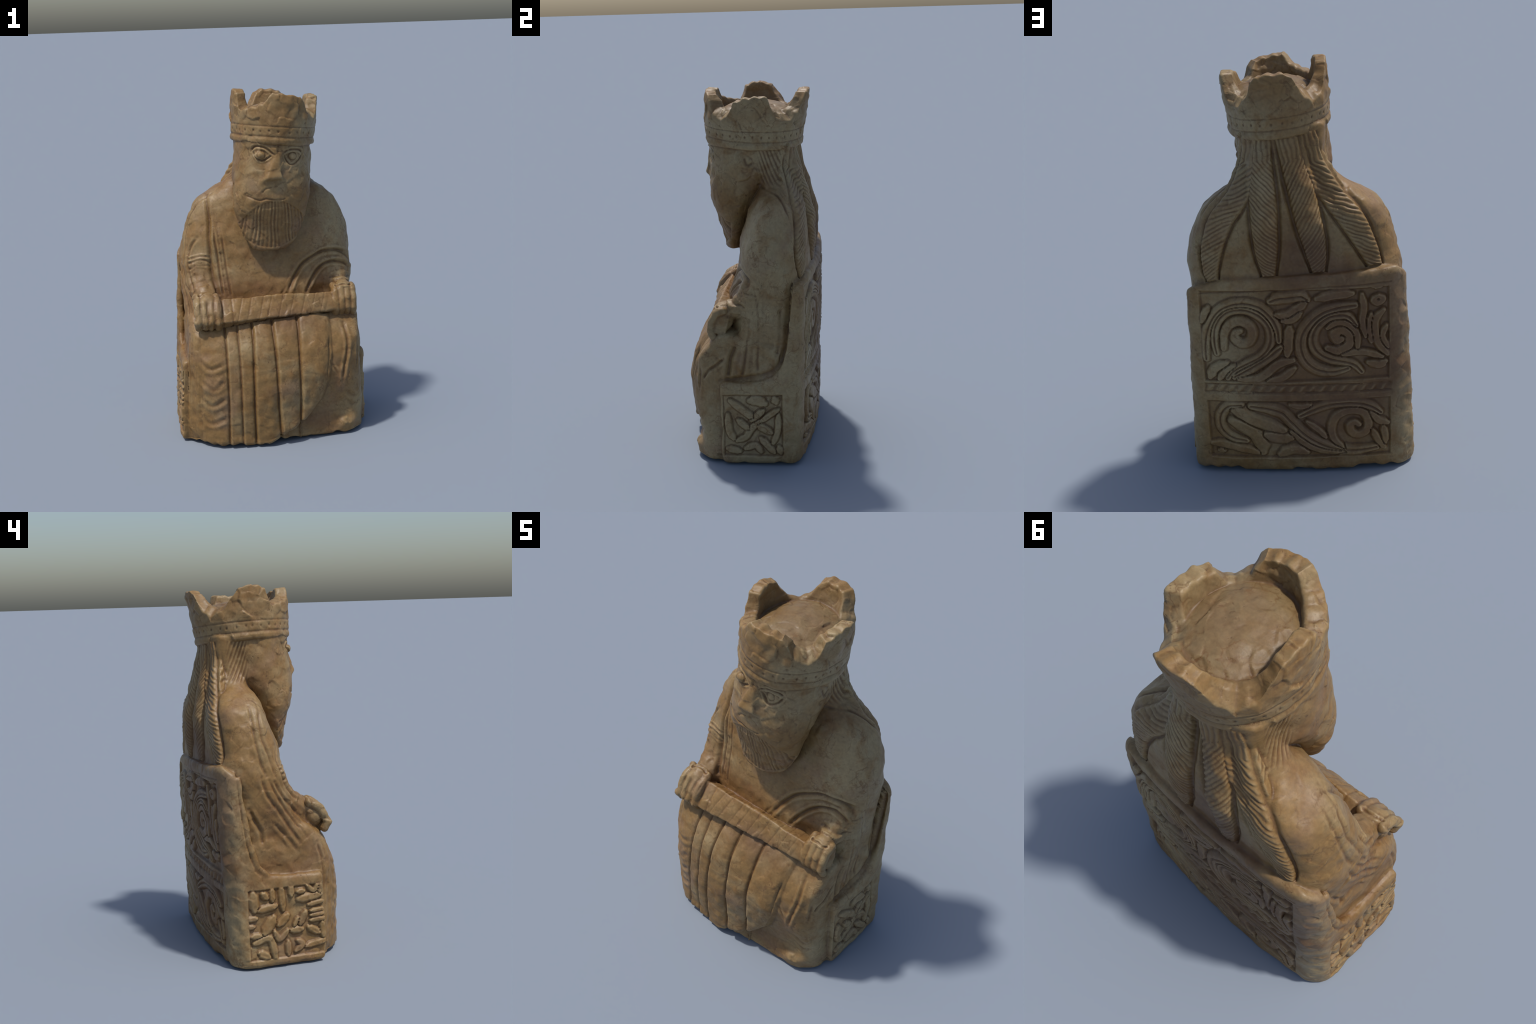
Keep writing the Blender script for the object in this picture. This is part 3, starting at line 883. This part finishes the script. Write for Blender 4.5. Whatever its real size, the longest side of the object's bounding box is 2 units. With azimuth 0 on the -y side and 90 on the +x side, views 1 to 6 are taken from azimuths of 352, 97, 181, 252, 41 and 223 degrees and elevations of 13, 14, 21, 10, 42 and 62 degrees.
    ln.new(coord.outputs['Object'], warp.inputs['A'])
    ln.new(wn.outputs['Color'], warp.inputs['B'])
    for scale, width, amount in ((9, .04, .75), (21, .055, .55)):
        v = node('ShaderNodeTexVoronoi', feature='DISTANCE_TO_EDGE')
        v.inputs['Scale'].default_value = scale
        ln.new(warp.outputs['Result'], v.inputs['Vector'])
        line = ramp(v.outputs['Distance'], (0.0, 1.0), (width, 0.0))
        where = ramp(noise(5 + scale * .35, 3, .5), (.50, 0.0), (.62, 1.0))
        col = mix(math_('MULTIPLY', math_('MULTIPLY', line, where), amount), col, (.145, .075, .028))
    # scattered pits
    v = node('ShaderNodeTexVoronoi', feature='F1')
    v.inputs['Scale'].default_value = 46
    ln.new(warp.outputs['Result'], v.inputs['Vector'])
    pit = math_('MULTIPLY', ramp(v.outputs['Distance'], (.10, 1.0), (.24, 0.0)), ramp(noise(8, 2), (.52, 0.0), (.60, 1.0)))
    col = mix(math_('MULTIPLY', pit, .6), col, (.10, .05, .02))
    # dirt packed in the cut lines, pale tint on the raised edges
    ptn = geo.outputs['Pointiness']
    crease = ramp(ptn, (.440, 1.0), (.478, .60), (.501, 0.0))
    crease = math_('MULTIPLY', crease, ramp(noise(16, 3), (.25, .62), (.6, 1.0)))
    col = mix(math_('MULTIPLY', crease, .92), col, dirt)
    pale_edge = ramp(ptn, (.515, 0.0), (.58, 1.0))
    col = mix(math_('MULTIPLY', pale_edge, .60), col, tuple(min(1, c * 1.22) for c in pale))
    grain = ramp(noise(70, 3, .6), (.3, .86), (.7, 1.10))
    col = mix(1.0, col, grain, 'MULTIPLY')
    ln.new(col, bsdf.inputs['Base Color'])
    bsdf.inputs['Specular IOR Level'].default_value = .35
    ln.new(ramp(mid, (.3, .42), (.7, .58)), bsdf.inputs['Roughness'])
    bump = node('ShaderNodeBump')
    bump.inputs['Strength'].default_value = .35
    bump.inputs['Distance'].default_value = .004
    hgt = math_('SUBTRACT', noise(42, 5, .6), math_('MULTIPLY', pit, .5))
    ln.new(hgt, bump.inputs['Height'])
    ln.new(bump.outputs['Normal'], bsdf.inputs['Normal'])
    return mat


IVORY = ivory('walrus_ivory')

# --------------------------------------------------------------------------
#  split the one carved surface into its parts (border vertices coincide)
# --------------------------------------------------------------------------
label = np.array([PARTS[o - 1] if o else 'throne' for o in OWN], dtype=object)
key = label.astype('U24')
x, y, z = V.T
key[(label == 'arm') & (x > 0)] = 'arm.r'
key[(label == 'hand') & (x > 0)] = 'hand.r'
hv = label == 'hair'
lock_no = np.zeros(len(V), int)
dbest = np.full(len(V), 9.0)
for i, rows in enumerate(LOCKS):
    d, f = path_distance(V[:, [0, 2]], spline([(r[0], r[2]) for r in rows]))
    w = d < dbest
    dbest[w] = d[w]
    lock_no[w] = i
for i in range(4):
    key[hv & (lock_no == i)] = 'hair.%d' % i
hd = label == 'head'
key[hd & (apron > .3)] = 'beard'
key[hd & (np.abs(x - .03) < .055) & (z > 1.50) & (z < 1.66) & (y < -.215 - .0 * z) & (np.abs(x - .03) < .02 + .25 * (1.66 - z))] = 'nose'
for i, c in enumerate(((-.042, -.20, 1.648), (.135, -.195, 1.630))):
    key[hd & (np.hypot((x - c[0]) / .040, (z - c[2]) / .030) < 1) & (y < -.15)] = 'eye.%d' % i
panel = np.zeros(len(V), bool)
panel[back] = True
key[panel & (x > -.425) & (x < .465) & (z > .08) & (z < .985)] = 'back_panel'
for idx, nm, lo, hi_ in ((side_r, 'side_panel.r', -.118, .203), (side_l, 'side_panel.l', -.20, .232)):
    m = np.zeros(len(V), bool)
    m[idx] = True
    key[m & (y > lo) & (y < hi_) & (z > .05) & (z < .42)] = nm

names, code = np.unique(key, return_inverse=True)
fk = code[Q]
face_code = fk[:, 0].copy()
for c in range(len(names)):                     # majority of the four corners
    face_code[(fk == c).sum(1) >= 2] = c

root = bpy.data.objects.new('chess_king', None)
root.empty_display_size = .2
bpy.context.collection.objects.link(root)
root['label'] = 'seated bearded king carved in ivory, crowned, on a throne'
root['category'] = 'chess piece'
PLAIN = {'arm': 'arm', 'arm.r': 'arm', 'hand': 'hand', 'hand.r': 'hand', 'sword': 'sheathed_sword', 'side_panel.r': 'side_panel', 'side_panel.l': 'side_panel',
         'hair.0': 'hair_lock', 'hair.1': 'hair_lock', 'hair.2': 'hair_lock', 'hair.3': 'hair_lock', 'eye.0': 'eye', 'eye.1': 'eye'}
UNDER = {'beard': 'head', 'nose': 'head', 'eye.0': 'head', 'eye.1': 'head', 'back_panel': 'throne', 'side_panel.r': 'throne', 'side_panel.l': 'throne',
         'hand': 'arm', 'hand.r': 'arm.r'}
made = {}
for c, nm in enumerate(names):
    faces = Q[face_code == c]
    if not len(faces):
        continue
    used, inv = np.unique(faces, return_inverse=True)
    me = bpy.data.meshes.new(PLAIN.get(nm, nm))
    fv = inv.reshape(-1, 4)
    me.vertices.add(len(used))
    me.vertices.foreach_set('co', V[used].astype(np.float32).ravel())
    me.loops.add(fv.size)
    me.loops.foreach_set('vertex_index', fv.ravel().astype(np.int32))
    me.polygons.add(len(fv))
    me.polygons.foreach_set('loop_start', np.arange(0, fv.size, 4, dtype=np.int32))
    me.polygons.foreach_set('use_smooth', np.ones(len(fv), bool))
    me.update(calc_edges=True)
    me.validate()
    me.normals_split_custom_set_from_vertices([tuple(n) for n in N[used]])
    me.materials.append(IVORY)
    ob = bpy.data.objects.new(PLAIN.get(nm, nm), me)
    bpy.context.collection.objects.link(ob)
    made[nm] = ob
for nm, ob in made.items():
    ob.parent = made.get(UNDER.get(nm), root)
